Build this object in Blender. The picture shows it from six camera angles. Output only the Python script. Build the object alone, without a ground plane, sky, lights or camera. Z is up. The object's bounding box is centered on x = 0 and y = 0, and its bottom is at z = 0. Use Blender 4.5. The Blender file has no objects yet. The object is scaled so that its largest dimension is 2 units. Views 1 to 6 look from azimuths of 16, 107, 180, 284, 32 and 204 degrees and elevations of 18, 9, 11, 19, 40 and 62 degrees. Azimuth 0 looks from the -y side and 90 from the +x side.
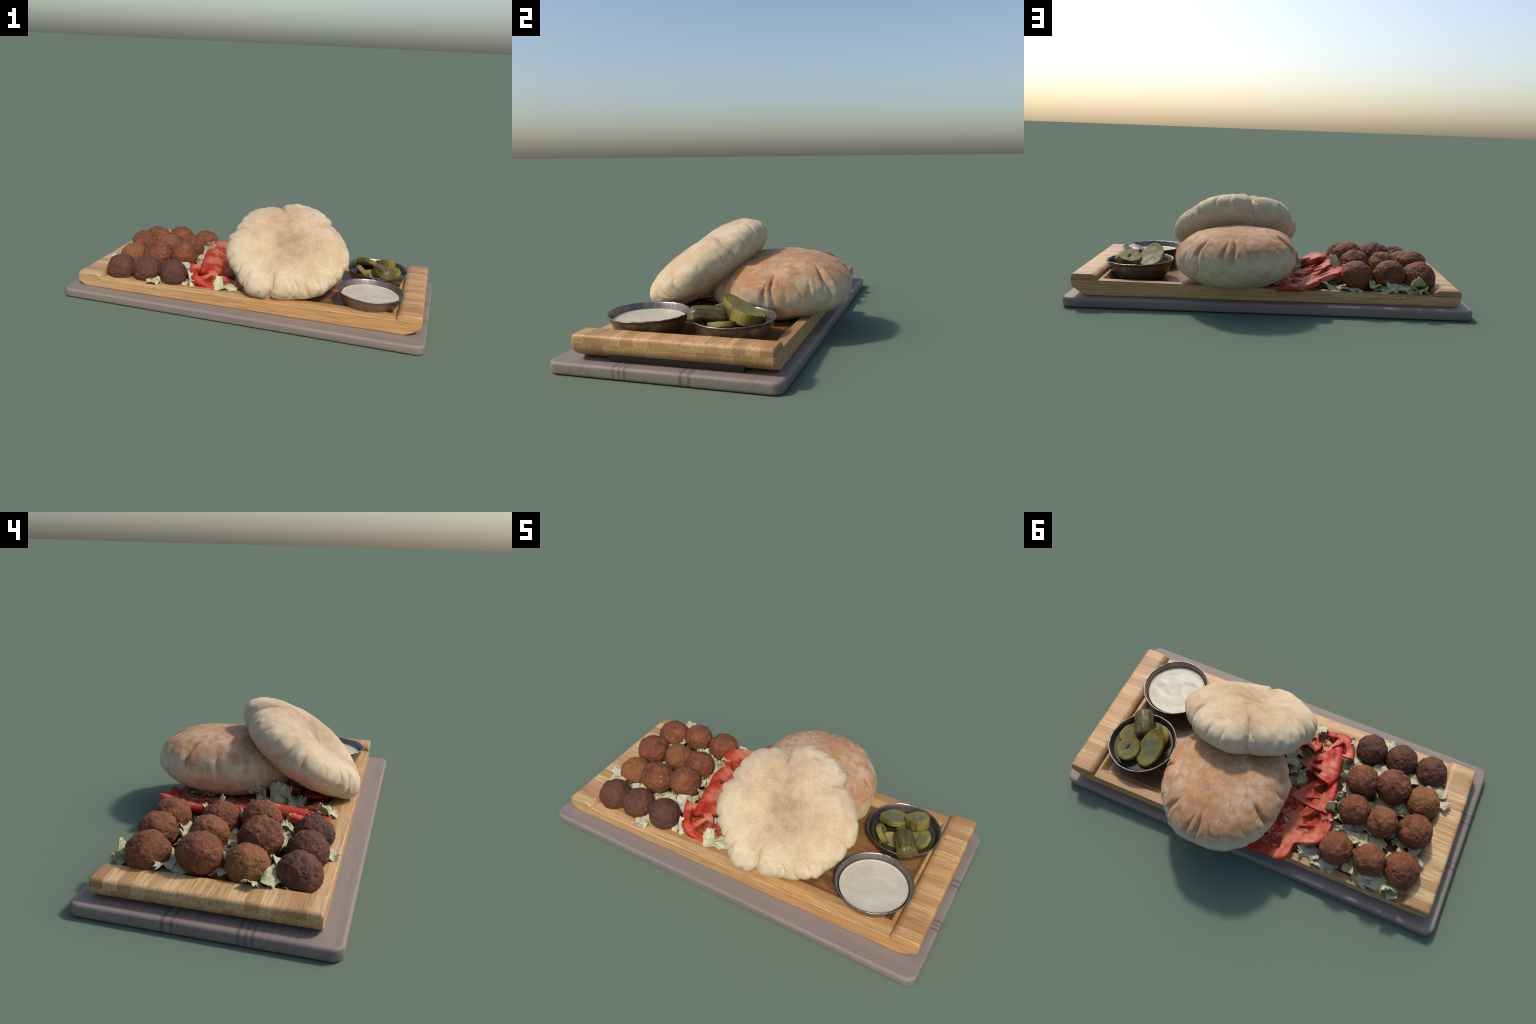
# Falafel platter: a grey-brown board, a bamboo tray on it, twelve falafel balls,
# tomato slices, shredded lettuce, two puffed pita breads and two steel bowls
# (one with white sauce, one with sliced pickles).
import bpy, math, random
import numpy as np
from mathutils import Vector, Matrix, Euler, noise as mn

rng = random.Random(7)
SC = bpy.context.scene.collection


# ---------------------------------------------------------------- helpers
def mesh_object(name, verts, faces, mat=None, parent=None, smooth=True, matrix=None):
    me = bpy.data.meshes.new(name)
    me.from_pydata([tuple(v) for v in verts], [], [tuple(f) for f in faces])
    me.validate()
    me.update()
    if smooth:
        me.polygons.foreach_set("use_smooth", [True] * len(me.polygons))
    ob = bpy.data.objects.new(name, me)
    SC.objects.link(ob)
    if mat:
        me.materials.append(mat)
    if parent:
        ob.parent = parent
    if matrix is not None:
        ob.matrix_basis = matrix
    return ob


def tag(ob, label, category):
    ob["label"] = label
    ob["category"] = category
    return ob


def fix_normals(ob):
    import bmesh
    bm = bmesh.new()
    bm.from_mesh(ob.data)
    bmesh.ops.recalc_face_normals(bm, faces=bm.faces)
    bm.to_mesh(ob.data)
    bm.free()
    ob.data.update()


def apply_modifiers(ob):
    dg = bpy.context.evaluated_depsgraph_get()
    me = bpy.data.meshes.new_from_object(ob.evaluated_get(dg))
    old = ob.data
    ob.modifiers.clear()
    ob.data = me
    me.name = old.name
    bpy.data.meshes.remove(old)


def sheet(top, bottom):
    """Closed solid between two equal grids of points (nu x nv x 3)."""
    nu, nv = top.shape[:2]
    verts = np.concatenate([top.reshape(-1, 3), bottom.reshape(-1, 3)])
    n = nu * nv
    faces = []
    for i in range(nu - 1):
        for j in range(nv - 1):
            a, b, c, d = i * nv + j, (i + 1) * nv + j, (i + 1) * nv + j + 1, i * nv + j + 1
            faces.append((a, b, c, d))
            faces.append((n + d, n + c, n + b, n + a))
    ring = [i * nv for i in range(nu)] + [(nu - 1) * nv + j for j in range(1, nv)]
    ring += [i * nv + nv - 1 for i in range(nu - 2, -1, -1)] + [j for j in range(nv - 2, 0, -1)]
    for k in range(len(ring)):
        a, b = ring[k], ring[(k + 1) % len(ring)]
        faces.append((b, a, n + a, n + b))
    return verts, faces


def revolve(profile, steps, wobble=None):
    """Closed loop profile [(r, z)...] turned about z."""
    m = len(profile)
    verts, faces = [], []
    for i in range(steps):
        a = 2 * math.pi * i / steps
        for k, (r, z) in enumerate(profile):
            dr, dz = wobble(a, r, z) if wobble else (0, 0)
            verts.append(((r + dr) * math.cos(a), (r + dr) * math.sin(a), z + dz))
    for i in range(steps):
        i2 = (i + 1) % steps
        for k in range(m):
            k2 = (k + 1) % m
            faces.append((i * m + k, i2 * m + k, i2 * m + k2, i * m + k2))
    return verts, faces


def smoothstep(a, b, x):
    t = min(1.0, max(0.0, (x - a) / (b - a)))
    return t * t * (3 - 2 * t)


# ---------------------------------------------------------------- node helpers
class Nodes:
    def __init__(self, name):
        self.m = bpy.data.materials.new(name)
        self.m.use_nodes = True
        self.t = self.m.node_tree
        self.bsdf = self.t.nodes["Principled BSDF"]
        self.out = self.t.nodes["Material Output"]
        self.oc = self.t.nodes.new("ShaderNodeTexCoord").outputs["Object"]

    def new(self, kind, **kw):
        n = self.t.nodes.new(kind)
        for k, v in kw.items():
            setattr(n, k, v)
        return n

    def put(self, sock, val):
        if hasattr(val, "links"):
            self.t.links.new(val, sock)
        elif isinstance(val, (tuple, list)) and len(val) == 3 and sock.type == "RGBA":
            sock.default_value = (*val, 1)
        else:
            sock.default_value = val

    def math(self, op, a, b=0.0, c=0.0, clamp=False):
        n = self.new("ShaderNodeMath", operation=op, use_clamp=clamp)
        for s, v in zip(n.inputs, (a, b, c)):
            self.put(s, v)
        return n.outputs[0]

    def vmath(self, op, a, b=(0, 0, 0)):
        n = self.new("ShaderNodeVectorMath", operation=op)
        self.put(n.inputs[0], a)
        self.put(n.inputs[1], b)
        return n.outputs["Value"] if op in ("LENGTH", "DISTANCE", "DOT_PRODUCT") else n.outputs["Vector"]

    def xyz(self, v=None):
        n = self.new("ShaderNodeSeparateXYZ")
        self.put(n.inputs[0], v or self.oc)
        return n.outputs

    def join(self, x, y, z):
        n = self.new("ShaderNodeCombineXYZ")
        for s, v in zip(n.inputs, (x, y, z)):
            self.put(s, v)
        return n.outputs[0]

    def noise(self, scale=1.0, vec=None, detail=3.0, rough=0.5, stretch=None, color=False, distort=0.0):
        n = self.new("ShaderNodeTexNoise")
        v = vec or self.oc
        if stretch:
            v = self.vmath("MULTIPLY", v, stretch)
        self.put(n.inputs["Vector"], v)
        n.inputs["Scale"].default_value = scale
        n.inputs["Detail"].default_value = detail
        n.inputs["Roughness"].default_value = rough
        n.inputs["Distortion"].default_value = distort
        return n.outputs["Color" if color else "Fac"]

    def voronoi(self, scale, vec=None, feature="F1", out="Distance"):
        n = self.new("ShaderNodeTexVoronoi", feature=feature)
        self.put(n.inputs["Vector"], vec or self.oc)
        n.inputs["Scale"].default_value = scale
        return n.outputs[out]

    def white(self, vec):
        n = self.new("ShaderNodeTexWhiteNoise")
        self.put(n.inputs["Vector"], vec)
        return n.outputs["Value"]

    def step(self, x, a, b, lo=0.0, hi=1.0):
        n = self.new("ShaderNodeMapRange", interpolation_type="SMOOTHSTEP")
        self.put(n.inputs["Value"], x)
        for k, v in (("From Min", a), ("From Max", b), ("To Min", lo), ("To Max", hi)):
            n.inputs[k].default_value = v
        return n.outputs["Result"]

    def mix(self, fac, a, b, mode="MIX"):
        n = self.new("ShaderNodeMix", data_type="RGBA", blend_type=mode)
        self.put(n.inputs["Factor"], fac)
        self.put(n.inputs["A"] if False else n.inputs[6], a)
        self.put(n.inputs[7], b)
        return n.outputs[2]

    def ramp(self, x, stops):
        n = self.new("ShaderNodeValToRGB")
        self.put(n.inputs[0], x)
        e = n.color_ramp.elements
        while len(e) < len(stops):
            e.new(0.5)
        for el, (p, c) in zip(e, stops):
            el.position = p
            el.color = (*c, 1)
        return n.outputs[0]

    def random(self):
        return self.new("ShaderNodeObjectInfo").outputs["Random"]

    def finish(self, color, rough=0.6, bump=None, bump_strength=0.3, bump_dist=0.004, **kw):
        self.put(self.bsdf.inputs["Base Color"], color)
        self.put(self.bsdf.inputs["Roughness"], rough)
        for k, v in kw.items():
            self.put(self.bsdf.inputs[k.replace("_", " ")], v)
        if bump is not None:
            b = self.new("ShaderNodeBump")
            b.inputs["Strength"].default_value = bump_strength
            b.inputs["Distance"].default_value = bump_dist
            self.put(b.inputs["Height"], bump)
            self.t.links.new(b.outputs[0], self.bsdf.inputs["Normal"])
        return self.m


# ---------------------------------------------------------------- materials
def mat_board():
    N = Nodes("grey_brown_wood")
    p = N.xyz()
    grain = N.noise(1.0, stretch=(2.0, 70, 40), detail=5, rough=0.6)
    broad = N.noise(1.0, stretch=(0.8, 9, 9), detail=2)
    c = N.ramp(grain, [(0.25, (0.160, 0.124, 0.102)), (0.55, (0.212, 0.168, 0.140)), (0.8, (0.258, 0.212, 0.178))])
    c = N.mix(N.step(broad, 0.3, 0.75), c, (0.230, 0.185, 0.156))
    # two groups of thin dark inlay lines running the whole length
    mask = None
    for y0, w in ((-0.236, 0.005), (-0.212, 0.004), (-0.188, 0.006), (0.040, 0.006), (0.074, 0.007)):
        d = N.math("ABSOLUTE", N.math("SUBTRACT", p[1], y0))
        k = N.step(d, w * 0.6, w * 1.3, 1, 0)
        mask = k if mask is None else N.math("MAXIMUM", mask, k)
    mask = N.math("MULTIPLY", mask, N.step(N.noise(1.0, stretch=(3, 20, 20)), 0.2, 0.6, 0.45, 0.85))
    c = N.mix(mask, c, (0.115, 0.078, 0.062))
    return N.finish(c, 0.62, grain, 0.12, 0.003)


def mat_bamboo(name, light, mid, dark, floor=False):
    N = Nodes(name)
    p = N.xyz()
    # laminated strips across y, in two layers of different offset
    zz = N.math("SUBTRACT", p[2], N.math("MULTIPLY", p[0], 0.0141))
    layer = N.math("FLOOR", N.math("DIVIDE", N.math("SUBTRACT", zz, 0.0074), 0.052))
    jitter = N.noise(1.0, N.join(0.0, N.math("MULTIPLY", p[1], 7.0), N.math("MULTIPLY", layer, 5.3)), detail=1)
    yy = N.math("ADD", N.math("MULTIPLY_ADD", layer, 0.43, N.math("DIVIDE", p[1], 0.054)), N.math("MULTIPLY", jitter, 1.3))
    strip = N.math("FLOOR", yy)
    rnd = N.white(N.join(strip, layer, 3.0))
    rnd2 = N.white(N.join(strip, layer, 9.0))
    edge = N.math("ABSOLUTE", N.math("SUBTRACT", N.math("FRACT", yy), 0.5))
    fibre = N.noise(1.0, stretch=(3.0, 150, 150), detail=3, rough=0.6)
    streak = N.noise(1.0, stretch=(1.3, 42, 42), detail=5, rough=0.65, distort=0.25)
    c = N.mix(rnd, mid, light)
    # the bowl end is warmer in tone than the falafel end
    warm = N.step(N.math("ADD", p[0], N.math("MULTIPLY", N.noise(3.0), 0.8)), -0.4, 1.1, 0.0, 0.95)
    c = N.mix(warm, c, N.mix(rnd, (mid[0], mid[1] * 0.86, mid[2] * 0.72), (light[0] * 0.92, light[1] * 0.84, light[2] * 0.70)))
    c = N.mix(N.step(streak, 0.50, 0.72, 0, 0.6), c, dark)
    c = N.mix(N.step(fibre, 0.50, 0.66, 0, 0.65), c, dark)
    c = N.mix(N.step(rnd2, 0.35, 1.0, 0, 0.6), c, dark)
    # vessels: dots on the cut ends, short dashes along the grain elsewhere
    dots = N.step(N.voronoi(1.0, N.vmath("MULTIPLY", N.oc, (7, 120, 120))), 0.42, 0.20)
    c = N.mix(N.math("MULTIPLY", dots, 0.36), c, (dark[0] * 0.6, dark[1] * 0.55, dark[2] * 0.5))
    # growth nodes: short darker bands across a strip
    nod = N.noise(1.0, N.join(N.math("MULTIPLY", p[0], 2.1), N.math("MULTIPLY", strip, 3.7), N.math("MULTIPLY", layer, 7.7)), detail=1)
    c = N.mix(N.step(nod, 0.64, 0.74, 0, 0.55), c, dark)
    c = N.mix(N.step(edge, 0.46, 0.5, 0, 0.35), c, dark)
    rough = 0.5
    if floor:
        # dark swirls: shading baked into the scanned floor, painted in as colour
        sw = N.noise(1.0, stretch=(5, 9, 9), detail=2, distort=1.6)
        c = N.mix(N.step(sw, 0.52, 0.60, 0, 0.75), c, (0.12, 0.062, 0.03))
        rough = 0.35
    return N.finish(c, rough, N.math("ADD", fibre, streak), 0.15, 0.002)


def mat_gap_fill():
    N = Nodes("dark_gap_fill")  # near-black stand-in for shade below the tray, not a real foot
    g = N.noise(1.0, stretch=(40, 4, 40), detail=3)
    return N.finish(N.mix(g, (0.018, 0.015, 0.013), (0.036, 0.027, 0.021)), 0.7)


def mat_falafel():
    N = Nodes("falafel_crust")
    v = N.oc
    rnd = N.random()
    off = N.vmath("ADD", v, N.join(N.math("MULTIPLY", rnd, 9.0), N.math("MULTIPLY", rnd, 5.0), 0.0))
    big = N.noise(14, off, detail=3, rough=0.6)
    mid = N.noise(48, off, detail=6, rough=0.72)
    fine = N.noise(190, off, detail=3, rough=0.7)
    c = N.ramp(big, [(0.3, (0.100, 0.029, 0.012)), (0.55, (0.180, 0.050, 0.016)), (0.75, (0.26, 0.082, 0.022))])
    c = N.mix(N.step(mid, 0.5, 0.72, 0, 0.75), c, (0.32, 0.12, 0.045))
    c = N.mix(N.step(mid, 0.48, 0.3, 0, 0.7), c, (0.062, 0.024, 0.017))
    c = N.mix(N.step(fine, 0.56, 0.72, 0, 0.6), c, (0.36, 0.15, 0.06))
    c = N.mix(N.step(fine, 0.44, 0.3, 0, 0.55), c, (0.055, 0.022, 0.015))
    # each ball fried a little differently: dark brown to golden
    tone = N.new("ShaderNodeAttribute", attribute_type="OBJECT", attribute_name='["fried"]').outputs["Fac"]
    c = N.mix(N.step(tone, 0.0, 0.5, 0.65, 0.0), c, (0.050, 0.022, 0.019))
    c = N.mix(N.step(tone, 0.5, 1.0, 0.0, 0.55), c, (0.26, 0.108, 0.03))
    # chickpea crumbs
    spots = N.voronoi(36, off)
    pick = N.noise(16, N.vmath("ADD", off, (4, 4, 4)), detail=1)
    crumb = N.math("MULTIPLY", N.step(spots, 0.22, 0.08), N.step(pick, 0.56, 0.66))
    c = N.mix(N.math("MULTIPLY", crumb, 0.8), c, (0.42, 0.19, 0.085))
    h = N.math("ADD", N.math("MULTIPLY", mid, 0.45), N.math("MULTIPLY", fine, 0.75))
    return N.finish(c, 0.7, h, 1.0, 0.005, Specular_IOR_Level=0.4)


def mat_pita(name, toasted):
    N = Nodes(name)
    p = N.xyz()
    r = N.math("SQRT", N.math("ADD", N.math("MULTIPLY", p[0], p[0]), N.math("MULTIPLY", p[1], p[1])))
    big = N.noise(5.5, detail=4, rough=0.6)
    mid = N.noise(19, detail=5, rough=0.65)
    fine = N.noise(150, detail=4, rough=0.7)
    cream, pale = (0.58, 0.45, 0.275), (0.66, 0.54, 0.365)
    c = N.mix(N.step(mid, 0.3, 0.7), cream, pale)
    c = N.mix(N.step(big, 0.5, 0.7, 0, 0.5), c, (0.55, 0.395, 0.21))
    if not toasted:
        m = N.math("ADD", N.math("MULTIPLY", r, -3.0), N.math("MULTIPLY_ADD", big, 1.5, N.math("MULTIPLY", mid, 0.9)))
        top = N.step(N.math("ABSOLUTE", p[2]), 0.03, 0.08)
        c = N.mix(N.math("MULTIPLY", N.step(m, 0.2, 0.95, 0, 0.8), top), c, (0.47, 0.31, 0.185))
        c = N.mix(N.math("MULTIPLY", N.step(m, 0.8, 1.2, 0, 0.8), top), c, (0.33, 0.205, 0.125))
        sm = N.noise(7, N.vmath("ADD", N.oc, (8, 2, 3)), detail=5, rough=0.65)
        c = N.mix(N.math("MULTIPLY", N.step(sm, 0.5, 0.66, 0, 0.55), top), c, (0.44, 0.295, 0.175))
        sp = N.noise(13, N.vmath("ADD", N.oc, (3, 1, 7)), detail=3, rough=0.55)
        c = N.mix(N.math("MULTIPLY", N.step(sp, 0.6, 0.72, 0, 0.6), top), c, (0.52, 0.29, 0.11))
    else:
        h = N.math("ADD", p[2], N.math("MULTIPLY", N.math("SUBTRACT", big, 0.5), 0.16))
        top = N.step(h, 0.005, 0.085)
        tan = N.mix(N.step(mid, 0.36, 0.64), (0.41, 0.195, 0.075), (0.53, 0.34, 0.21))
        tan = N.mix(N.step(big, 0.42, 0.62, 0, 0.65), tan, (0.40, 0.175, 0.070))
        st = N.noise(1.0, stretch=(28, 9, 20), detail=4, rough=0.65)
        tan = N.mix(N.step(st, 0.55, 0.7, 0, 0.55), tan, (0.57, 0.43, 0.33))
        c = N.mix(top, c, tan)
        amber = N.noise(9, N.vmath("ADD", N.oc, (2, 5, 1)), detail=3)
        c = N.mix(N.step(amber, 0.55, 0.68, 0, 0.6), c, (0.47, 0.255, 0.085))
    c = N.mix(N.step(fine, 0.3, 0.62, 0.34, 0.0), c, (0.33, 0.215, 0.12))
    c = N.mix(N.step(N.noise(70, detail=4, rough=0.7), 0.52, 0.75, 0.0, 0.4), c, (0.68, 0.57, 0.42))
    dots = N.math("MULTIPLY", N.step(N.voronoi(60), 0.12, 0.03), N.step(N.noise(8, detail=1), 0.55, 0.7))
    c = N.mix(N.math("MULTIPLY", dots, 0.5), c, (0.22, 0.14, 0.08))
    hgt = N.math("ADD", N.math("MULTIPLY", fine, 0.4), mid)
    return N.finish(c, 0.75, hgt, 0.22, 0.005, Specular_IOR_Level=0.3, Sheen_Weight=0.05)


def mat_steel():
    N = Nodes("brushed_steel")
    p = N.xyz()
    ang = N.math("ARCTAN2", p[1], p[0])
    br = N.noise(1.0, N.join(N.math("MULTIPLY", ang, 16.0), N.math("MULTIPLY", p[2], 3.0), 0.0), detail=3)
    sm = N.noise(16, detail=3)
    c = N.mix(br, (0.14, 0.118, 0.104), (0.31, 0.275, 0.25))
    c = N.mix(N.step(sm, 0.5, 0.7, 0, 0.5), c, (0.16, 0.12, 0.10))
    return N.finish(c, N.step(br, 0.3, 0.7, 0.3, 0.42), sm, 0.06, 0.004, Metallic=0.85)


def mat_sauce():
    N = Nodes("white_sauce")
    a = N.noise(11, detail=3, distort=0.8)
    b = N.noise(32, detail=3, distort=0.4)
    c = N.ramp(a, [(0.3, (0.455, 0.405, 0.305)), (0.55, (0.51, 0.45, 0.345)), (0.75, (0.555, 0.495, 0.39))])
    spk = N.math("MULTIPLY", N.step(N.voronoi(26), 0.10, 0.03), N.step(N.noise(9, detail=0), 0.55, 0.65))
    c = N.mix(N.math("MULTIPLY", spk, 0.35), c, (0.35, 0.36, 0.25))
    return N.finish(c, 0.42, N.math("ADD", a, b), 0.12, 0.005, Specular_IOR_Level=0.3)


def mat_brine():
    N = Nodes("pickle_brine")
    return N.finish(N.mix(N.noise(20), (0.022, 0.018, 0.008), (0.05, 0.042, 0.014)), 0.12)


def mat_pickle():
    N = Nodes("pickle_flesh_and_skin")
    p = N.xyz()   # slices are built with unit radius, axis z
    r = N.math("SQRT", N.math("ADD", N.math("MULTIPLY", p[0], p[0]), N.math("MULTIPLY", p[1], p[1])))
    n = N.noise(5, detail=4)
    seeds = N.noise(9, detail=4, rough=0.7)
    r2 = N.math("ADD", r, N.math("MULTIPLY", N.math("SUBTRACT", n, 0.5), 0.3))
    flesh = N.ramp(r2, [(0.25, (0.145, 0.142, 0.075)), (0.5, (0.175, 0.160, 0.060)), (0.72, (0.235, 0.195, 0.040)), (0.92, (0.155, 0.112, 0.016))])
    flesh = N.mix(N.step(seeds, 0.5, 0.7, 0, 0.45), flesh, (0.30, 0.29, 0.15))
    ang = N.math("ARCTAN2", p[1], p[0])
    st = N.noise(1.0, N.join(N.math("MULTIPLY", ang, 4.0), N.math("MULTIPLY", p[2], 0.7), 0.0), detail=4)
    skin = N.ramp(st, [(0.3, (0.045, 0.036, 0.010)), (0.55, (0.10, 0.078, 0.016)), (0.75, (0.19, 0.15, 0.03))])
    c = N.mix(N.step(r, 0.93, 0.975), flesh, skin)
    return N.finish(c, 0.5, N.math("ADD", n, seeds), 0.10, 0.015, Subsurface_Weight=0.05, Subsurface_Radius=(0.03, 0.03, 0.01), Specular_IOR_Level=0.12)


def mat_pickle_skin():
    N = Nodes("pickle_skin")
    st = N.noise(1.0, stretch=(9, 1.2, 9), detail=4)
    n = N.noise(6, detail=4)
    c = N.ramp(st, [(0.3, (0.045, 0.036, 0.012)), (0.55, (0.10, 0.076, 0.018)), (0.75, (0.17, 0.135, 0.035))])
    sp = N.step(N.voronoi(6), 0.14, 0.05)
    c = N.mix(N.math("MULTIPLY", sp, 0.5), c, (0.33, 0.28, 0.1))
    return N.finish(c, 0.35, n, 0.12, 0.03, Specular_IOR_Level=0.35)


def mat_tomato():
    N = Nodes("tomato_flesh_and_skin")
    p = N.xyz()   # unit radius slices, axis z
    r = N.math("SQRT", N.math("ADD", N.math("MULTIPLY", p[0], p[0]), N.math("MULTIPLY", p[1], p[1])))
    n = N.noise(4, detail=4, rough=0.6)
    fib = N.noise(14, detail=3)
    deep = N.new("ShaderNodeAttribute", attribute_name="pulp").outputs["Fac"]
    flesh = N.ramp(n, [(0.3, (0.29, 0.018, 0.009)), (0.5, (0.40, 0.036, 0.017)), (0.7, (0.48, 0.115, 0.060))])
    flesh = N.mix(N.step(r, 0.2, 0.5, 0.45, 0), flesh, (0.58, 0.27, 0.17))
    flesh = N.mix(N.math("MULTIPLY", N.step(N.noise(2.2, detail=2), 0.5, 0.68, 0, 0.55), N.step(r, 0.96, 0.85)), flesh, (0.55, 0.20, 0.12))
    gel = N.mix(N.step(fib, 0.4, 0.65), (0.22, 0.022, 0.012), (0.38, 0.11, 0.03))
    seed = N.step(N.voronoi(7), 0.22, 0.12)
    gel = N.mix(N.math("MULTIPLY", seed, 0.7), gel, (0.50, 0.27, 0.09))
    c = N.mix(deep, flesh, gel)
    c = N.mix(N.step(r, 0.955, 0.99), c, (0.37, 0.020, 0.010))
    return N.finish(c, 0.45, N.math("ADD", n, fib), 0.10, 0.02, Subsurface_Weight=0.05, Subsurface_Radius=(0.04, 0.008, 0.004), Specular_IOR_Level=0.22)


def mat_lettuce(name, pale, green, yellow):
    N = Nodes(name)
    p = N.xyz()   # leaf width is x (-1..1 at the widest), length y (0..1)
    rnd = N.random()
    n = N.noise(5, detail=4, rough=0.6)
    ax = N.math("ABSOLUTE", p[0])
    c = N.mix(N.step(N.math("ADD", ax, N.math("MULTIPLY", n, 0.5)), 0.25, 0.95), pale, green)
    c = N.mix(N.step(rnd, 0.4, 1.0, 0, 0.7), c, yellow)
    # branching veins
    v = N.new("ShaderNodeTexWave", wave_type="BANDS", bands_direction="Y")
    N.put(v.inputs["Vector"], N.join(0.0, N.math("SUBTRACT", p[1], N.math("MULTIPLY", ax, 0.6)), 0.0))
    v.inputs["Scale"].default_value = 2.4
    v.inputs["Distortion"].default_value = 1.5
    vein = N.step(v.outputs["Fac"], 0.8, 0.98)
    c = N.mix(N.math("MULTIPLY", vein, 0.35), c, pale)
    b = N.finish(c, 0.45, N.math("ADD", n, vein), 0.35, 0.03)
    tr = N.new("ShaderNodeBsdfTranslucent")
    N.put(tr.inputs[0], c)
    ms = N.new("ShaderNodeMixShader")
    ms.inputs[0].default_value = 0.15
    N.t.links.new(N.bsdf.outputs[0], ms.inputs[1])
    N.t.links.new(tr.outputs[0], ms.inputs[2])
    N.t.links.new(ms.outputs[0], N.out.inputs["Surface"])
    return b


M_BOARD = mat_board()
M_BAMBOO = mat_bamboo("bamboo", (0.65, 0.435, 0.215), (0.52, 0.315, 0.134), (0.29, 0.145, 0.050))
M_FLOOR = mat_bamboo("bamboo_floor_shaded", (0.36, 0.19, 0.075), (0.29, 0.145, 0.055), (0.16, 0.075, 0.03), True)  # darker bamboo for the floor; its swirls paint in baked shading
M_GAP_FILL = mat_gap_fill()
M_FALAFEL = mat_falafel()
M_PITA_PALE = mat_pita("pita_crust_pale", False)
M_PITA_TOAST = mat_pita("pita_crust_toasted", True)
M_STEEL = mat_steel()
M_SAUCE = mat_sauce()
M_BRINE = mat_brine()
M_PICKLE = mat_pickle()
M_PICKLE_SKIN = mat_pickle_skin()
M_TOMATO = mat_tomato()
M_LETTUCE = mat_lettuce("lettuce_pale_green", (0.60, 0.585, 0.37), (0.36, 0.40, 0.145), (0.52, 0.50, 0.24))
M_LETTUCE_YELLOW = mat_lettuce("lettuce_yellow", (0.62, 0.60, 0.42), (0.56, 0.48, 0.07), (0.60, 0.56, 0.2))
M_LETTUCE_RIB = mat_lettuce("lettuce_white_rib", (0.58, 0.55, 0.43), (0.50, 0.51, 0.32), (0.54, 0.53, 0.34))


# ---------------------------------------------------------------- serving board
def rounded_rect(x0, x1, y0, y1, r, k=10):
    pts = []
    for cx, cy, a0 in ((x1 - r, y1 - r, 0), (x0 + r, y1 - r, 90), (x0 + r, y0 + r, 180), (x1 - r, y0 + r, 270)):
        for i in range(k + 1):
            a = math.radians(a0 + 90 * i / k)
            pts.append((cx + r * math.cos(a), cy + r * math.sin(a)))
    return pts


def build_board():
    X0, X1, Y0, Y1, H, R = -1.0, 1.0, -0.530, 0.428, 0.050, 0.045
    loops = []
    eb, et = 0.010, 0.014        # rounding of the lower and the upper edge
    levels = [(eb * (1 - math.sin(a)), eb * (1 - math.cos(a))) for a in np.linspace(0, math.pi / 2, 5)]
    levels += [(et * (1 - math.cos(a)), H - et * (1 - math.sin(a))) for a in np.linspace(0, math.pi / 2, 7)]
    for inset, z in levels:
        loops.append([(x, y, z) for x, y in rounded_rect(X0 + inset, X1 - inset, Y0 + inset, Y1 - inset, R - inset)])
    n = len(loops[0])
    verts = [v for l in loops for v in l]
    faces = []
    for i in range(len(loops) - 1):
        for j in range(n):
            k = (j + 1) % n
            faces.append((i * n + j, i * n + k, (i + 1) * n + k, (i + 1) * n + j))
    faces.append(tuple(reversed(range(n))))
    faces.append(tuple((len(loops) - 1) * n + j for j in range(n)))
    ob = mesh_object("serving_board", verts, faces, M_BOARD)
    ob.data.polygons[-1].use_smooth = False
    ob.data.polygons[-2].use_smooth = False
    tag(ob, "flat grey brown wooden board with rounded edges", "serving board")


# ---------------------------------------------------------------- bamboo tray
FLOOR_Z = 0.092
RAIL = lambda x: 0.1164 + 0.0141 * x     # rail height: the tray is thicker at the bowl end


def prism(profile, y0, y1, steps, wob=0.0, round_end=0.0, z_round=0.0):
    """Extrude an (x, z) outline along y, with a slight hand-sanded waviness and rounded upper ends."""
    m = len(profile)
    verts, faces = [], []
    ys = [y0 + (y1 - y0) * i / steps for i in range(steps + 1)]
    if round_end:
        arc = [round_end * (1 - math.cos(a)) for a in np.linspace(0, math.pi / 2, 6)][1:]
        ys = sorted([y for y in ys if y == y0 or y == y1 or y0 + round_end < y < y1 - round_end] + [y0 + a for a in arc] + [y1 - a for a in arc])
        steps = len(ys) - 1
    xm = sum(p[0] for p in profile) / m
    for y in ys:
        e = min(y - y0, y1 - y)
        ins = round_end - math.sqrt(max(0.0, round_end ** 2 - (round_end - e) ** 2)) if e < round_end else 0.0
        for x, z in profile:
            d = mn.noise_vector(Vector((x * 9, y * 11, z * 9))) * wob
            up = z > z_round
            k = 0.0 if not round_end else ins
            verts.append((x + d.x - (math.copysign(k * 0.6, x - xm) if up else 0), y, z + d.z - (k if up else 0)))
    for i in range(steps):
        for k in range(m):
            k2 = (k + 1) % m
            faces.append((i * m + k, i * m + k2, (i + 1) * m + k2, (i + 1) * m + k))
    faces.append(tuple(range(m)))
    faces.append(tuple(steps * m + k for k in reversed(range(m))))
    return verts, faces


def box(name, x0, x1, y0, y1, z0, z1):
    v = [(x, y, z) for x in (x0, x1) for y in (y0, y1) for z in (z0, z1)]
    f = [(0, 1, 3, 2), (4, 6, 7, 5), (0, 4, 5, 1), (2, 3, 7, 6), (0, 2, 6, 4), (1, 5, 7, 3)]
    ob = mesh_object(name, v, f, smooth=False)
    fix_normals(ob)
    return ob


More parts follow.
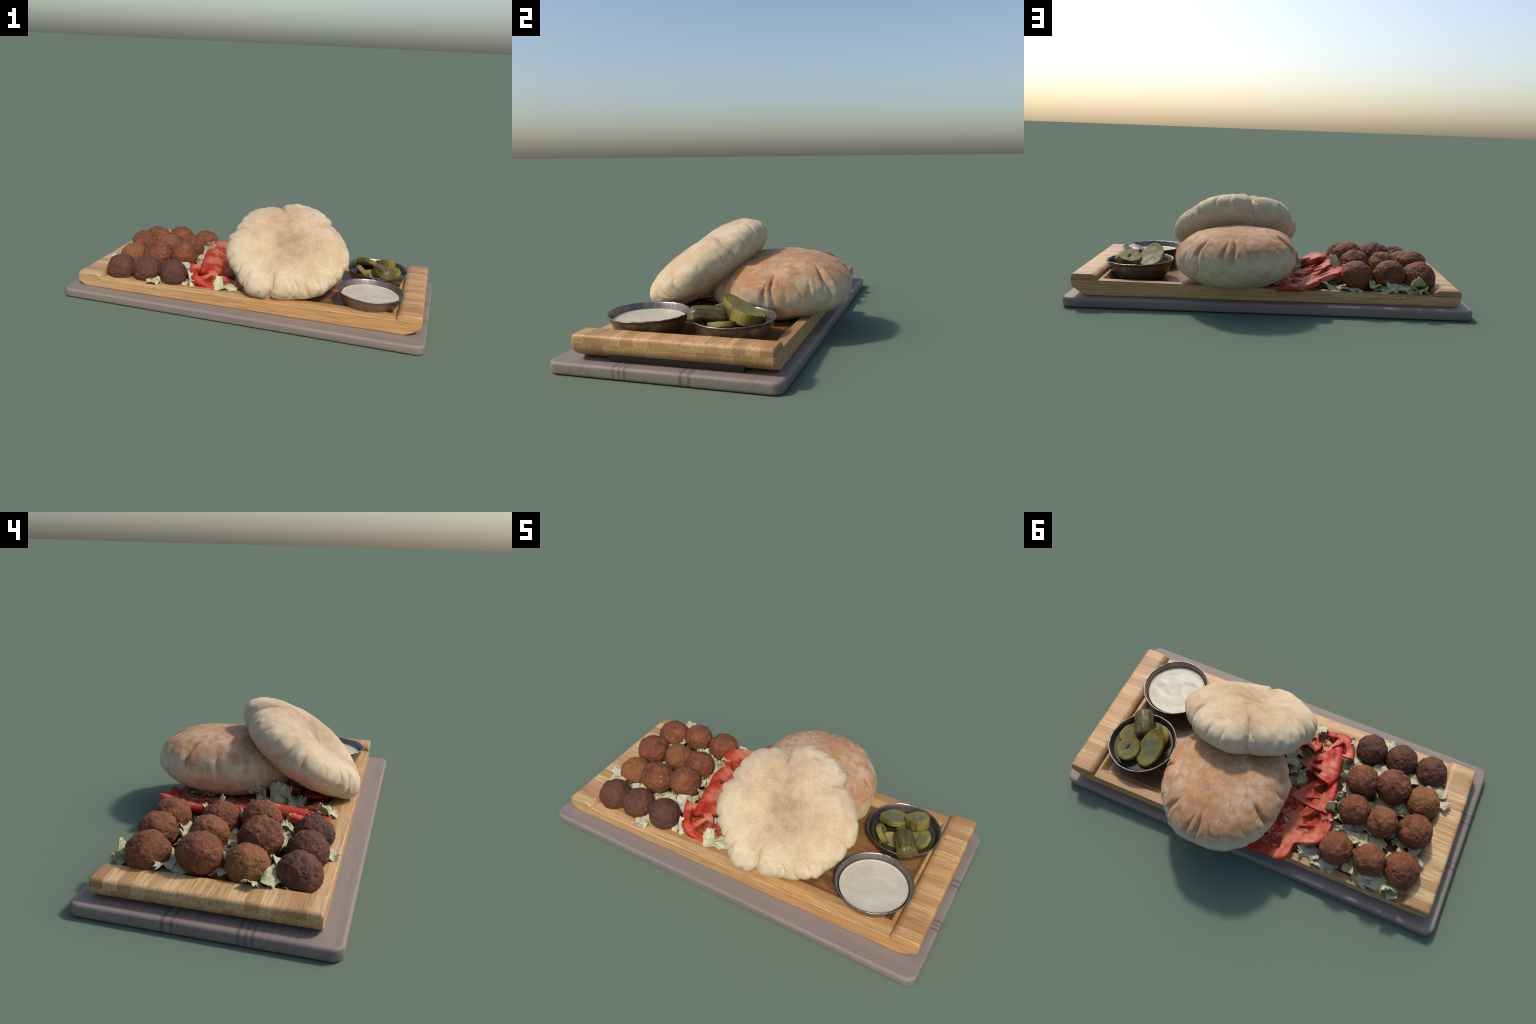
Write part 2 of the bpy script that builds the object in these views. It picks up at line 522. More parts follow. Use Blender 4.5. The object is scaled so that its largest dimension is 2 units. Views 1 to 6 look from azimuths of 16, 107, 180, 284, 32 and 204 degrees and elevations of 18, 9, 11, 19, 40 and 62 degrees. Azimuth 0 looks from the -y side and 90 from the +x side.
def build_tray():
    root = bpy.data.objects.new("bamboo_tray", None)
    SC.objects.link(root)
    root.matrix_basis = Matrix.Translation((0.0, -0.032, 0.0)) @ Matrix.Rotation(math.radians(0.75), 4, "Z")
    tag(root, "long shallow bamboo tray with raised rounded end blocks", "tray")
    HW, XA, XB = 0.408, -0.945, 0.966
    prof = [(-0.902, 0.0505), (0.882, 0.0505), (0.928, 0.070), (0.960, 0.093), (XB, 0.108), (XB, RAIL(XB)), (XA, RAIL(XA)), (XA, 0.086), (-0.936, 0.068)]
    v, f = prism(prof, -HW, HW, 1)
    body = mesh_object("tray_frame", v, f, M_BAMBOO, root, smooth=False)
    fix_normals(body)
    cut = box("recess_cutter", -0.802, 0.832, -0.352, 0.350, 0.086, 0.3)
    for v in cut.data.vertices:      # hollowed recess with sloping walls
        if v.co.z < 0.2:
            v.co.z = FLOOR_Z - 0.003
            v.co.x *= 0.955
            v.co.y *= 0.91
        else:
            v.co.z = RAIL(v.co.x)+ 0.02
    for c in (cut,):
        md = body.modifiers.new("cut", "BOOLEAN")
        md.object, md.operation, md.solver = c, "DIFFERENCE", "EXACT"
    bv = body.modifiers.new("round", "BEVEL")
    bv.width, bv.segments, bv.limit_method, bv.angle_limit = 0.006, 3, "ANGLE", math.radians(25)
    apply_modifiers(body)
    for c in (cut,):
        bpy.data.objects.remove(c)
    body.data.polygons.foreach_set("use_smooth", [True] * len(body.data.polygons))
    body.modifiers.new("weight", "WEIGHTED_NORMAL")
    apply_modifiers(body)
    # floor panel let into the frame, baked shade painted on it as swirls
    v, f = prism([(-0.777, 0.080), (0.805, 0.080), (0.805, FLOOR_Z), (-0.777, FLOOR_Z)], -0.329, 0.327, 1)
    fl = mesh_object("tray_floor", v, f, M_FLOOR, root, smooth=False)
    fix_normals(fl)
    # added dark block standing in for the shaded gap under the bowl end
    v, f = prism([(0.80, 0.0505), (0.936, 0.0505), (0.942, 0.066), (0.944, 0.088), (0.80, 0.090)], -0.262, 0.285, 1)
    gap_fill = mesh_object("shadow_gap_fill", v, f, M_GAP_FILL, root, smooth=False)
    fix_normals(gap_fill)
    # raised end blocks: outer edge slightly rounded, inner edge a large round
    for side in (1, -1):
        xo = XB + 0.0006 if side > 0 else XA - 0.0006
        xi = 0.838 if side > 0 else -0.806
        zo, zi = RAIL(xo) - 0.009, RAIL(xi) - 0.002
        top = lambda x: RAIL(x) + (0.030 if side > 0 else 0.0275)
        pr = [(xo, zo)]
        ro, ri = 0.016, 0.027
        for a in np.linspace(0, math.pi / 2, 6):
            x = xo - side * ro * (1 - math.cos(a))
            pr.append((x, top(x) - ro * (1 - math.sin(a))))
        for t in (0.3, 0.6):
            x = xo + (xi - xo) * t
            pr.append((x, top(x)))
        for a in np.linspace(math.pi / 2, 0, 8):
            x = xi + side * ri * 1.25 * (1 - math.cos(a))
            pr.append((x, top(x) - ri * (1 - math.sin(a))))
        pr.append((xi, zi))
        v, f = prism(pr, -HW - 0.0004, HW + 0.0004, 70, 0.0016, 0.010, RAIL(xo) + 0.006)
        b = mesh_object("end_block", v, f, M_BAMBOO, root, smooth=True)
        fix_normals(b)
        b.data.set_sharp_from_angle(angle=math.radians(50))


# ---------------------------------------------------------------- pita breads
def periodic(points):
    pts = sorted((a % 360, m) for a, m in points)
    xs = [pts[-1][0] - 360] + [p[0] for p in pts] + [pts[0][0] + 360]
    ys = [pts[-1][1]] + [p[1] for p in pts] + [pts[0][1]]
    return lambda deg: float(np.interp(deg % 360, xs, ys))


def build_pita(name, mat, centre, rotvec, axes, outline, folds, dent, seed, power, tiny, label):
    """Puffed disc: superellipsoid, rim outline R(angle), pinched radial folds, dented face."""
    rnd = random.Random(seed)
    R = periodic(outline)
    small = [(rnd.uniform(0, 360), rnd.uniform(0.0015, 0.0045) * tiny, rnd.uniform(1.6, 3.2), rnd.uniform(8, 24), -rnd.uniform(0, 20), rnd.uniform(-4, 4)) for _ in range(26)]
    allf = [(*fo, 0.0) if len(fo) == 5 else fo for fo in folds] + small
    nt, npz = 560, 190
    verts, faces = [], []
    off = Vector((seed * 3.1, seed * 1.7, 0))
    degs = np.arange(nt) * 360.0 / nt
    Rs = np.array([R(d) for d in degs])
    wig = [[rnd.uniform(0, 6.28), rnd.uniform(0.6, 1.6)] for _ in allf]
    for j in range(npz + 1):
        lat = math.radians(-90 + 180 * j / npz)
        cl, sl = math.cos(lat), math.sin(lat)
        latd = math.degrees(lat)
        rr = abs(cl) ** power
        zz = math.copysign(abs(sl) ** power, sl)
        mult = 1 + (Rs - 1) * cl ** 1.5
        # pinched folds: a soft trough with a sharp crease inside and swollen lips
        dd = np.zeros(nt)
        for (fa, dep, w, up, lo, skew), (ph, am) in zip(allf, wig):
            reach = smoothstep(up + 14, up - 8, latd) * smoothstep(lo - 12, lo + 8, latd)
            if reach <= 0:
                continue
            da = (degs - fa - skew * (latd / 30) - am * math.sin(latd / 9 + ph) + 180) % 360 - 180
            groove = 0.62 * np.exp(-(da / w) ** 2) + 0.60 * np.exp(-(da / (0.36 * w)) ** 2) - 0.20 * np.exp(-((np.abs(da) - 2.0 * w) / (1.1 * w)) ** 2)
            dd -= dep * groove * reach
        for i in range(nt):
            ca, sa = math.cos(math.radians(degs[i])), math.sin(math.radians(degs[i]))
            p = Vector((axes[0] * rr * mult[i] * ca, axes[1] * rr * mult[i] * sa, axes[2] * zz))
            if dent and p.z > 0:
                a, cx, cy, s = dent
                p.z -= a * math.exp(-(((p.x - cx) ** 2 + (p.y - cy) ** 2) / s ** 2))
            nrm = Vector((cl * ca / axes[0], cl * sa / axes[1], sl / axes[2])).normalized()
            lump = mn.fractal(p * 7 + off, 1.0, 2.0, 3) * 0.0065 + mn.noise(p * 30 + off) * 0.0016
            p += nrm * (dd[i] + lump)
            verts.append(p)
    for j in range(npz):
        for i in range(nt):
            k = (i + 1) % nt
            faces.append((j * nt + i, j * nt + k, (j + 1) * nt + k, (j + 1) * nt + i))
    # close the poles
    for j, flip in ((0, True), (npz, False)):
        c = sum((verts[j * nt + i] for i in range(nt)), Vector()) / nt
        for i in range(nt):
            verts[j * nt + i] = c.lerp(verts[j * nt + i], 0.999)
        ring = [j * nt + i for i in range(nt)]
        faces.append(tuple(reversed(ring)) if flip else tuple(ring))
    w = Vector(rotvec)
    mw = Matrix.Translation(centre) @ Matrix.Rotation(w.length, 4, w.normalized())
    ob = mesh_object(name, verts, faces, mat, matrix=mw)
    tag(ob, label, "flatbread")
    return ob


def build_pitas():
    outline = [(174, 1.007), (160, 1.013), (150, 1.02), (143, 0.955), (127, 0.997), (114, 1.02), (105, 1.0), (94, 0.955), (84, 0.895),
               (76, 0.95), (68, 1.0), (61, 1.02), (54, 0.99), (43, 0.99), (29, 0.972), (21, 0.95), (15, 0.91), (2, 0.945), (-11, 0.992),
               (-19, 1.025), (-31, 1.045), (-41, 1.02), (-46, 1.04), (-54, 1.025), (-66, 1.013), (-72, 1.03), (-81, 0.985), (-96, 0.94),
               (-111, 0.94), (-122, 0.945), (-130, 1.005), (-138, 1.045), (-143, 1.04), (-156, 0.998), (-167, 0.965), (-174, 0.98)]
    folds = [(80, 0.016, 3.4, 46, -25), (16, 0.012, 3.0, 34, -20), (-123, 0.017, 3.0, 46, -15), (141, 0.010, 3.2, 40, -20), (-152, 0.010, 2.6, 34, -15),
             (-38, 0.008, 2.6, 20, -20), (27, 0.004, 2.0, 18, -15), (45, 0.006, 2.4, 16, -5), (58, 0.006, 2.4, 18, -5), (99, 0.006, 2.4, 24, -5),
             (118, 0.007, 2.4, 18, -5), (130, 0.006, 2.0, 18, -5), (157, 0.008, 2.2, 16, -5), (177, 0.007, 2.2, 18, -5), (-165, 0.007, 2.2, 26, -5),
             (-97, 0.006, 2.2, 34, -10), (-86, 0.005, 2.0, 28, -10), (-75, 0.006, 2.0, 28, -10), (-62, 0.005, 2.0, 24, -10), (-14, 0.003, 2.4, 10, -20)]
    build_pita("pita_bread", M_PITA_PALE, (0.200, -0.159, 0.322), (0.590, -0.066, 0.533), (0.332, 0.330, 0.124), outline, folds,
               (0.048, -0.085, -0.046, 0.135), 3, 0.90, 1.0, "puffed pale round pita bread leaning on another")
    outline = [(-20, 1.04), (-8, 1.02), (4, 0.995), (12, 1.0), (27, 0.98), (42, 0.975), (51, 1.01), (63, 0.998), (81, 0.97), (93, 0.985),
               (115, 1.0), (126, 1.015), (138, 0.988), (150, 0.955), (157, 0.95), (173, 0.93), (-171, 0.976), (-166, 1.01), (-159, 0.968),
               (-130, 0.99), (-90, 1.0), (-45, 1.0)]
    folds = [(46, 0.016, 2.6, 38, -12), (82, 0.012, 2.2, 42, 4), (95, 0.008, 2.0, 34, 6), (149, 0.015, 2.8, 40, 2), (0, 0.012, 2.2, 28, 4), (-5, 0.007, 1.8, 14, -8),
             (74, 0.005, 1.8, 42, 20), (-45, 0.009, 2.4, 22, -10), (178, 0.009, 2.4, 24, -4), (-158, 0.011, 2.6, 32, 2), (126, 0.004, 2.2, 26, 5), (30, 0.004, 2.0, 20, -2)]
    build_pita("pita_bread", M_PITA_TOAST, (0.162, 0.197, 0.235), (0.019, 0.050, 0.138), (0.314, 0.341, 0.153), outline, folds,
               None, 5, 0.91, 0.6, "puffed toasted orange brown round pita bread")


# ---------------------------------------------------------------- falafel
def icosphere(sub):
    import bmesh
    bm = bmesh.new()
    bmesh.ops.create_icosphere(bm, subdivisions=sub, radius=1.0)
    v = [x.co.copy() for x in bm.verts]
    f = [tuple(y.index for y in x.verts) for x in bm.faces]
    bm.free()
    return v, f


def build_falafel():
    # centre x, y, z; width and height as seen from above (px in view six); how golden it is
    rows = [(-.759, .223, .164, 168, .55), (-.604, .248, .181, 153, .60), (-.442, .254, .171, 161, .62),
            (-.755, .026, .188, 164, .40), (-.595, .044, .187, 150, .80), (-.451, .041, .189, 152, .50),
            (-.741, -.146, .161, 154, .95), (-.582, -.153, .196, 164, .38), (-.430, -.119, .203, 156, .60),
            (-.728, -.332, .148, 153, .15), (-.569, -.333, .162, 148, .12), (-.408, -.329, .159, 147, .05)]
    base, faces = icosphere(6)
    eye = Vector((-0.6314, 1.3667, 3.0095))
    for n, (x, y, z, px, tone) in enumerate(rows):
        c = Vector((x, y, z - 0.003))
        rad = 0.5 * px * 0.42085 * (c - eye).length / 1274.3
        r = random.Random(100 + n)
        off = Vector((r.uniform(-50, 50), r.uniform(-50, 50), r.uniform(-50, 50)))
        sq = Vector((r.uniform(0.98, 1.03), r.uniform(0.98, 1.03), r.uniform(0.925, 0.965)))
        dents = [(Vector((r.gauss(0, 1), r.gauss(0, 1), r.gauss(0.3, 1))).normalized(), r.uniform(0.03, 0.085), r.uniform(0.16, 0.34)) for _ in range(6)]
        verts = []
        for p in base:
            k = 1 + 0.060 * mn.noise(p * 1.5 + off) + 0.055 * mn.noise(p * 3.2 + off)
            k += 0.028 * mn.noise(p * 7.5 + off) + 0.008 * mn.noise(p * 17 + off) + 0.003 * mn.noise(p * 36 + off)
            ridge = 1 - abs(mn.noise(p * 4.2 - off))
            k -= 0.050 * max(0.0, ridge - 0.88) / 0.12 * smoothstep(-0.05, 0.3, mn.noise(p * 1.9 - off))
            for dv, dep, w in dents:
                a = (p - dv).length
                if a < 2.5 * w:
                    k -= dep * math.exp(-(a / w) ** 2)
            q = p * (k * rad)
            verts.append((q.x * sq.x, q.y * sq.y, q.z * sq.z))
        ob = mesh_object("falafel", verts, faces, M_FALAFEL, matrix=Matrix.Translation(c))
        ob["fried"] = tone
        tag(ob, "rough brown deep fried falafel ball", "falafel")


# ---------------------------------------------------------------- bowls
def build_bowl(name, centre, label, seed):
    z0 = FLOOR_Z + 0.001
    H = 0.190 - z0
    outer = [(0.0, 0.0), (0.095, 0.0), (0.118, 0.005), (0.137, 0.021), (0.149, 0.043), (0.159, 0.067), (0.1665, H - 0.006), (0.172, H - 0.004), (0.1745, H), (0.172, H + 0.003), (0.1685, H + 0.002)]
    inner = [(0.1635, H - 0.008), (0.155, 0.067), (0.1445, 0.044), (0.132, 0.024), (0.114, 0.010), (0.09, 0.006), (0.0, 0.006)]
    off = Vector((seed * 7.0, 0, 0))

    def wob(a, r, z):
        k = smoothstep(0.03, H, z)
        p = Vector((math.cos(a), math.sin(a), 0))
        return (0.0018 * mn.noise(p * 3 + off) * k, (0.0022 * mn.noise(p * 7 + off) + 0.0025 * mn.noise(p * 1.3 - off)) * k)
    prof = outer + inner
    fine = []
    for (r0, a0), (r1, a1) in zip(prof[:-1], prof[1:]):
        fine += [(r0, a0), ((r0 + r1) / 2, (a0 + a1) / 2)]
    fine.append(prof[-1])
    fine[0], fine[-1] = (0.0004, 0.0), (0.0004, 0.006)
    v, f = revolve(fine, 128, wob)
    ob = mesh_object(name, v, f, M_STEEL, matrix=Matrix.Translation((centre[0], centre[1], z0)) @ Matrix.Rotation(math.radians(0.9), 4, (0.5, 0.6, 0)))
    fix_normals(ob)
    tag(ob, label, "bowl")
    return ob


def filling(name, bowl, mat, radius, z, swirl, seed):
    n, rings = 110, 46
    verts, faces = [], []
    off = Vector((seed * 3.3, 1.0, 2.0))
    for k in range(rings + 1):
        r = radius * k / rings
        for i in range(n):
            a = 2 * math.pi * i / n
            x, y = r * math.cos(a), r * math.sin(a)
            w = mn.noise(Vector((x * 13, y * 22, 0.0)) + off)
            h = swirl * (0.55 * w + 0.5 * math.sin(2.2 * a + 55 * r + 2.5 * w) * smoothstep(0.01, 0.06, r)) * (1 - smoothstep(0.7, 1.0, k / rings))
            h += 0.004 * smoothstep(0.95, 1.0, k / rings) * (1 if swirl else 0)
            verts.append((x, y, z + h))
    for k in range(rings):
        for i in range(n):
            j = (i + 1) % n
            faces.append((k * n + i, (k + 1) * n + i, (k + 1) * n + j, k * n + j))
    # underside, so that the filling is a solid
    m = len(verts)
    for i in range(n):
        a = 2 * math.pi * i / n
        verts.append((radius * 0.9 * math.cos(a), radius * 0.9 * math.sin(a), z - 0.022))
    for i in range(n):
        j = (i + 1) % n
        faces.append((rings * n + i, m + i, m + j, rings * n + j))
    faces.append(tuple(m + i for i in reversed(range(n))))
    ob = mesh_object(name, verts, faces, mat, bowl)
    fix_normals(ob)
    return ob


def frame(centre, normal, along):
    """Matrix whose z axis is normal and whose x axis leans along a direction."""
    z = Vector(normal).normalized()
    x = Vector(along) - z * Vector(along).dot(z)
    x.normalize()
    y = z.cross(x)
    m = Matrix((x, y, z)).transposed().to_4x4()
    m.translation = Vector(centre)
    return m


def pickle_disc(centre, normal, along, rx, ry, thick, seed, hollow=0.0):
    """Crinkled cucumber slice: unit radius disc with its skin as the rim."""
    n, rings = 72, 14
    off = Vector((seed * 5.1, 0, 0))
    s = thick / rx / 2
    verts, faces = [], []
    prof = [(k / rings * 0.965, 1.0) for k in range(rings + 1)] + [(0.99, 0.8), (1.0, 0.3), (1.0, -0.3), (0.99, -0.8)] + [(k / rings * 0.965, -1.0) for k in range(rings, -1, -1)]
    for r, h in prof:
        for i in range(n):
            a = 2 * math.pi * i / n
            d = Vector((math.cos(a), math.sin(a), 0))
            R = 1 + 0.06 * mn.noise(d * 1.5 + off) + 0.02 * mn.noise(d * 6 + off)
            p = d * r * R
            z = h * s
            z += 0.03 * mn.noise(Vector((p.x * 2.0, p.y * 2.0, h)) + off) * (1 if h > 0 else 0.5)
            z -= hollow * math.exp(-((p.x * 1.2) ** 2 + (p.y * 2.6 + 0.1) ** 2) / 0.06) * (1 if h > 0.9 else 0)
            z += 0.10 * p.x * p.x
            verts.append((p.x, p.y * ry / rx, z))
    m = len(prof)
    for k in range(m - 1):
        for i in range(n):
            j = (i + 1) % n
            faces.append((k * n + i, (k + 1) * n + i, (k + 1) * n + j, k * n + j))
    ob = mesh_object("pickle_slice", verts, faces, M_PICKLE, matrix=frame(centre, normal, along) @ Matrix.Scale(rx, 4))
    fix_normals(ob)
    tag(ob, "glossy olive green slice of pickled cucumber", "pickle")


def pickle_chunk(centre, axis, up, length, rad, seed):
    """Piece of a halved cucumber: skin side out, unit half-length along y."""
    nu, nv = 34, 44
    verts, faces = [], []
    off = Vector((seed * 2.7, 3, 0))
    for i in range(nu + 1):
        t = -1 + 2 * i / nu
        end = (1 - abs(t) ** 9) ** 0.5 if abs(t) < 1 else 0.0
        end = max(end, 0.03)
        for j in range(nv):
            a = 2 * math.pi * j / nv
            flat = 0.35 if math.sin(a) < 0 else 1.0
            R = end * (1 + 0.07 * mn.noise(Vector((math.cos(a) * 2, t * 2, math.sin(a) * 2)) + off) + 0.03 * math.cos(9 * a))
            verts.append((math.cos(a) * R * rad / length, t, math.sin(a) * R * flat * rad / length + 0.10 * (1 - t * t)))
    for i in range(nu):
        for j in range(nv):
            k = (j + 1) % nv
            faces.append((i * nv + j, i * nv + k, (i + 1) * nv + k, (i + 1) * nv + j))
    faces.append(tuple(range(nv)))
    faces.append(tuple(nu * nv + j for j in reversed(range(nv))))
    z = Vector(up)
    y = Vector(axis).normalized()
    z = (z - y * z.dot(y)).normalized()
    x = y.cross(z)
    m = Matrix((x, y, z)).transposed().to_4x4()
    m.translation = Vector(centre)
    ob = mesh_object("pickle_piece", verts, faces, M_PICKLE_SKIN, matrix=m @ Matrix.Scale(length, 4))
    fix_normals(ob)
    tag(ob, "olive skinned piece of pickled cucumber", "pickle")


def build_bowls():
    b = build_bowl("sauce_bowl", (0.684, -0.236), "small steel bowl filled with white sauce", 1)
    filling("white_sauce", b, M_SAUCE, 0.1520, 0.0690, 0.0018, 1)
    b = build_bowl("pickle_bowl", (0.675, 0.138), "small steel bowl holding sliced pickles", 2)
    filling("pickle_brine", b, M_BRINE, 0.1530, 0.0715, 0.0, 2)
    pickle_disc((0.613, 0.158, 0.204), (0.05, 0.42, 0.90), (0.12, 1.0, -0.45), 0.100, 0.062, 0.026, 1)
    pickle_disc((0.716, 0.202, 0.197), (-0.18, 0.26, 0.94), (0.2, 1, 0), 0.066, 0.056, 0.050, 2, 0.18)
    pickle_chunk((0.722, 0.040, 0.184), (-0.48, 0.82, -0.08), (-0.1, -0.15, 1), 0.082, 0.050, 3)
    pickle_disc((0.600, 0.060, 0.180), (0.72, 0.42, 0.55), (-0.5, 0.8, 0.1), 0.060, 0.044, 0.026, 4)
    pickle_disc((0.772, 0.120, 0.172), (-0.45, -0.10, 0.88), (0.1, 1, 0), 0.060, 0.044, 0.022, 5)
    pickle_disc((0.655, 0.045, 0.165), (0.0, -0.5, 0.86), (1, 0, 0), 0.060, 0.050, 0.020, 6)
    pickle_disc((0.712, 0.135, 0.163), (0.1, -0.1, 1), (1, 0, 0), 0.070, 0.055, 0.022, 7)


# ---------------------------------------------------------------- tomato slices
def tomato_slice(centre, normal, along, R, thick, a0, a1, seed, bend=0.0, cells=(), rin=0.0, notch=(), lift=None):
    """Cut slice in unit radius: outer wall, radial ribs and a core, sunken seed cells.
    cells: (angle centre, half width in degrees, r inner, r outer, depth; depth > 1.6 pierces)."""
    nu, nv = 130, 44
    off = Vector((seed * 4.3, 1, 1))
    s = thick / R / 2
    top = np.zeros((nu, nv, 3))
    bot = np.zeros((nu, nv, 3))
    pulp = np.zeros((2, nu, nv))
    for i in range(nu):
        u = i / (nu - 1)
        a = math.radians(a0 + (a1 - a0) * u)
        for j in range(nv):
            v = j / (nv - 1)
            r = rin + (1 - rin) * v
            d = Vector((math.cos(a), math.sin(a), 0))
            lobe = 1 + 0.035 * math.cos(5 * a + seed) + 0.05 * mn.noise(d * 1.4 + off)
            for na, nw, nr in notch:
                lobe *= 1 - (1 - nr) * math.exp(-(((math.degrees(a) - na) / nw) ** 2))
            p = d * r * (1 + (lobe - 1) * r)
            p += 0.03 * mn.noise_vector(p * 2.2 + off) * (1 - 0.5 * r)
            depth = 0.0
            for ca, hw, r0, r1, dep in cells:
                da = abs((math.degrees(a) - ca + 180) % 360 - 180)
                wob = 0.12 * mn.noise(p * 4 + off)
                k = smoothstep(1.0, 0.72, da / hw + wob) * smoothstep(r0 - 0.03, r0 + 0.07, r + wob * 0.3) * smoothstep(r1 + 0.03, r1 - 0.06, r + wob * 0.3)
                depth = max(depth, dep * k)
            edge = smoothstep(1.0, 0.93, v)
            z = s * (0.72 + 0.28 * edge) + 0.03 * mn.noise(p * 3 + off) + 0.012 * mn.noise(p * 9 + off)
            zt = z - depth * s
            zb = -s * (0.72 + 0.28 * edge) + 0.03 * mn.noise(p * 3 + off)
            zb = min(zb, zt - 0.03)
            fold = lift(p.x, p.y) if lift else 0.0
            curve = fold - bend * (p.x * d.x + p.y * d.y) ** 2
            top[i, j] = (p.x, p.y, zt + curve)
            bot[i, j] = (p.x, p.y, zb + curve)
            pulp[0, i, j] = min(1.0, depth * 1.3)
    v, f = sheet(top, bot)
    ob = mesh_object("tomato_slice", v, f, M_TOMATO, matrix=frame(centre, normal, along) @ Matrix.Scale(R, 4))
    at = ob.data.attributes.new("pulp", "FLOAT", "POINT")
    at.data.foreach_set("value", pulp.reshape(-1))
    fix_normals(ob)
    tag(ob, "wet red tomato slice with seed cells", "tomato")


def build_tomatoes():
    # front slice: crescent with open seed cells, tilted up at its left end
    tomato_slice((-0.190, -0.215, 0.145), (0.215, -0.19, 0.96), (-1, 0, 0), 0.160, 0.030, -2, 116, 1, 0.0,
                 ((30, 24, 0.30, 0.72, 2.2), (90, 20, 0.24, 0.74, 2.2), (118, 8, 0.3, 0.7, 1.0)), 0.05)
    # three wedges leaning like shingles, their skin edge towards the falafel
    tomato_slice((-0.100, -0.118, 0.112), (0.36, -0.04, 0.93), (-1, 0.0, 0.3), 0.225, 0.052, -24, 40, 2, 0.04,
                 ((12, 8, 0.28, 0.55, 0.7), (-16, 8, 0.3, 0.6, 0.8)))
    tomato_slice((-0.135, 0.065, 0.092), (0.40, 0.02, 0.92), (-1, 0.0, 0.3), 0.235, 0.034, -14, 52, 3, 0.0,
                 ((27, 11, 0.50, 0.78, 2.2), (0, 9, 0.34, 0.70, 0.9)), lift=lambda x, y: 0.42 * max(0.0, 0.25 - x))
    tomato_slice((-0.165, 0.230, 0.100), (0.36, 0.02, 0.93), (-1, 0.0, 0.3), 0.240, 0.030, -122, 62, 4, 0.0,
                 ((33, 11, 0.40, 0.76, 2.2), (6, 9, 0.30, 0.66, 0.9), (-84, 14, 0.24, 0.62, 1.2), (-110, 10, 0.3, 0.62, 1.2)),
                 notch=((-38, 24, 0.50), (-98, 30, 0.72)), lift=lambda x, y: 0.37 * max(0.0, -x) + 0.22 * max(0.0, -y - 0.15))
    # pieces mostly under the breads
    tomato_slice((-0.040, -0.255, 0.110), (0.1, -0.15, 0.98), (-0.3, -1, 0), 0.120, 0.024, -100, 100, 6, 0.0, ((0, 20, 0.3, 0.7, 1.2), (60, 20, 0.3, 0.7, 1.2), (-60, 20, 0.3, 0.7, 1.2)))
    tomato_slice((-0.075, 0.150, 0.104), (0.05, 0.05, 0.99), (-1, 0, 0), 0.150, 0.022, -120, 120, 7, 0.0, ((30, 22, 0.3, 0.72, 1.0), (-40, 22, 0.3, 0.72, 1.0)))
    tomato_slice((-0.100, -0.010, 0.102), (0.05, 0.0, 0.99), (-1, 0, 0), 0.120, 0.022, -120, 120, 9, 0.0, ((30, 22, 0.3, 0.72, 1.0), (-40, 22, 0.3, 0.72, 1.0)))
    tomato_slice((0.20, -0.20, 0.125), (0, -0.1, 1), (1, 0, 0), 0.150, 0.024, -180, 170, 8, 0.0, ((30, 22, 0.3, 0.72, 1.2), (-90, 22, 0.3, 0.72, 1.2)))


# ---------------------------------------------------------------- lettuce
def lettuce(centre, rot, length, width, curl, ruffle, seed, mat, ribs=0.0, thick=0.0035):
    """Torn leaf piece in unit length: y along, x across, ruffled toward the edge, curled along."""
    nu, nv = 26, 30
    r = random.Random(seed)
    ph, fr = r.uniform(0, 6), r.uniform(7, 13)
    off = Vector((seed * 1.9, seed * 0.7, 0))
    w = width / length
    P = np.zeros((nu, nv, 3))
    for i in range(nu):
        sx = -1 + 2 * i / (nu - 1)
        for j in range(nv):
            t = j / (nv - 1)
            half = w * 0.5 * (0.55 + 0.45 * math.sin(math.pi * min(1, t * 0.8 + 0.12))) * (1 + 0.35 * mn.noise(Vector((sx * 0.6, t * 4, 0)) + off))
            x = sx * half
            tt = t * (1 + 0.14 * mn.noise(Vector((sx * 3.5, 9, 0)) + off))
            e = abs(sx) ** 1.6
            z = ruffle * e * math.sin(fr * t + ph + sx * 1.3) + 0.5 * ruffle * mn.noise(Vector((sx * 2, t * 3, 4)) + off)
            z += 0.30 * ruffle * smoothstep(0.6, 1, t) * math.sin(sx * 9 + ph)
            z -= 0.25 * w * sx * sx * (1 if r else 0) * 0.5
            z += ribs * max(0.0, 1 - abs(sx) * 4)
            if abs(curl) > 1e-3:
                R = 1 / curl
                ang = tt * curl
                P[i, j] = (x, (R - z) * math.sin(ang), R - (R - z) * math.cos(ang))
            else:
                P[i, j] = (x, tt, z)
    du = np.gradient(P, axis=0)
    dv = np.gradient(P, axis=1)
    n = np.cross(du, dv)
    n /= np.linalg.norm(n, axis=2, keepdims=True) + 1e-9
    h = thick / length / 2
    v, f = sheet(P + n * h, P - n * h)
    mw = Matrix.Translation(centre) @ Euler(rot).to_matrix().to_4x4() @ Matrix.Scale(length, 4) @ Matrix.Translation((0, -0.5, 0))
    ob = mesh_object("lettuce_shred", v, f, mat, matrix=mw)
    fix_normals(ob)
    tag(ob, "thin crinkled pale green shred of lettuce", "lettuce")


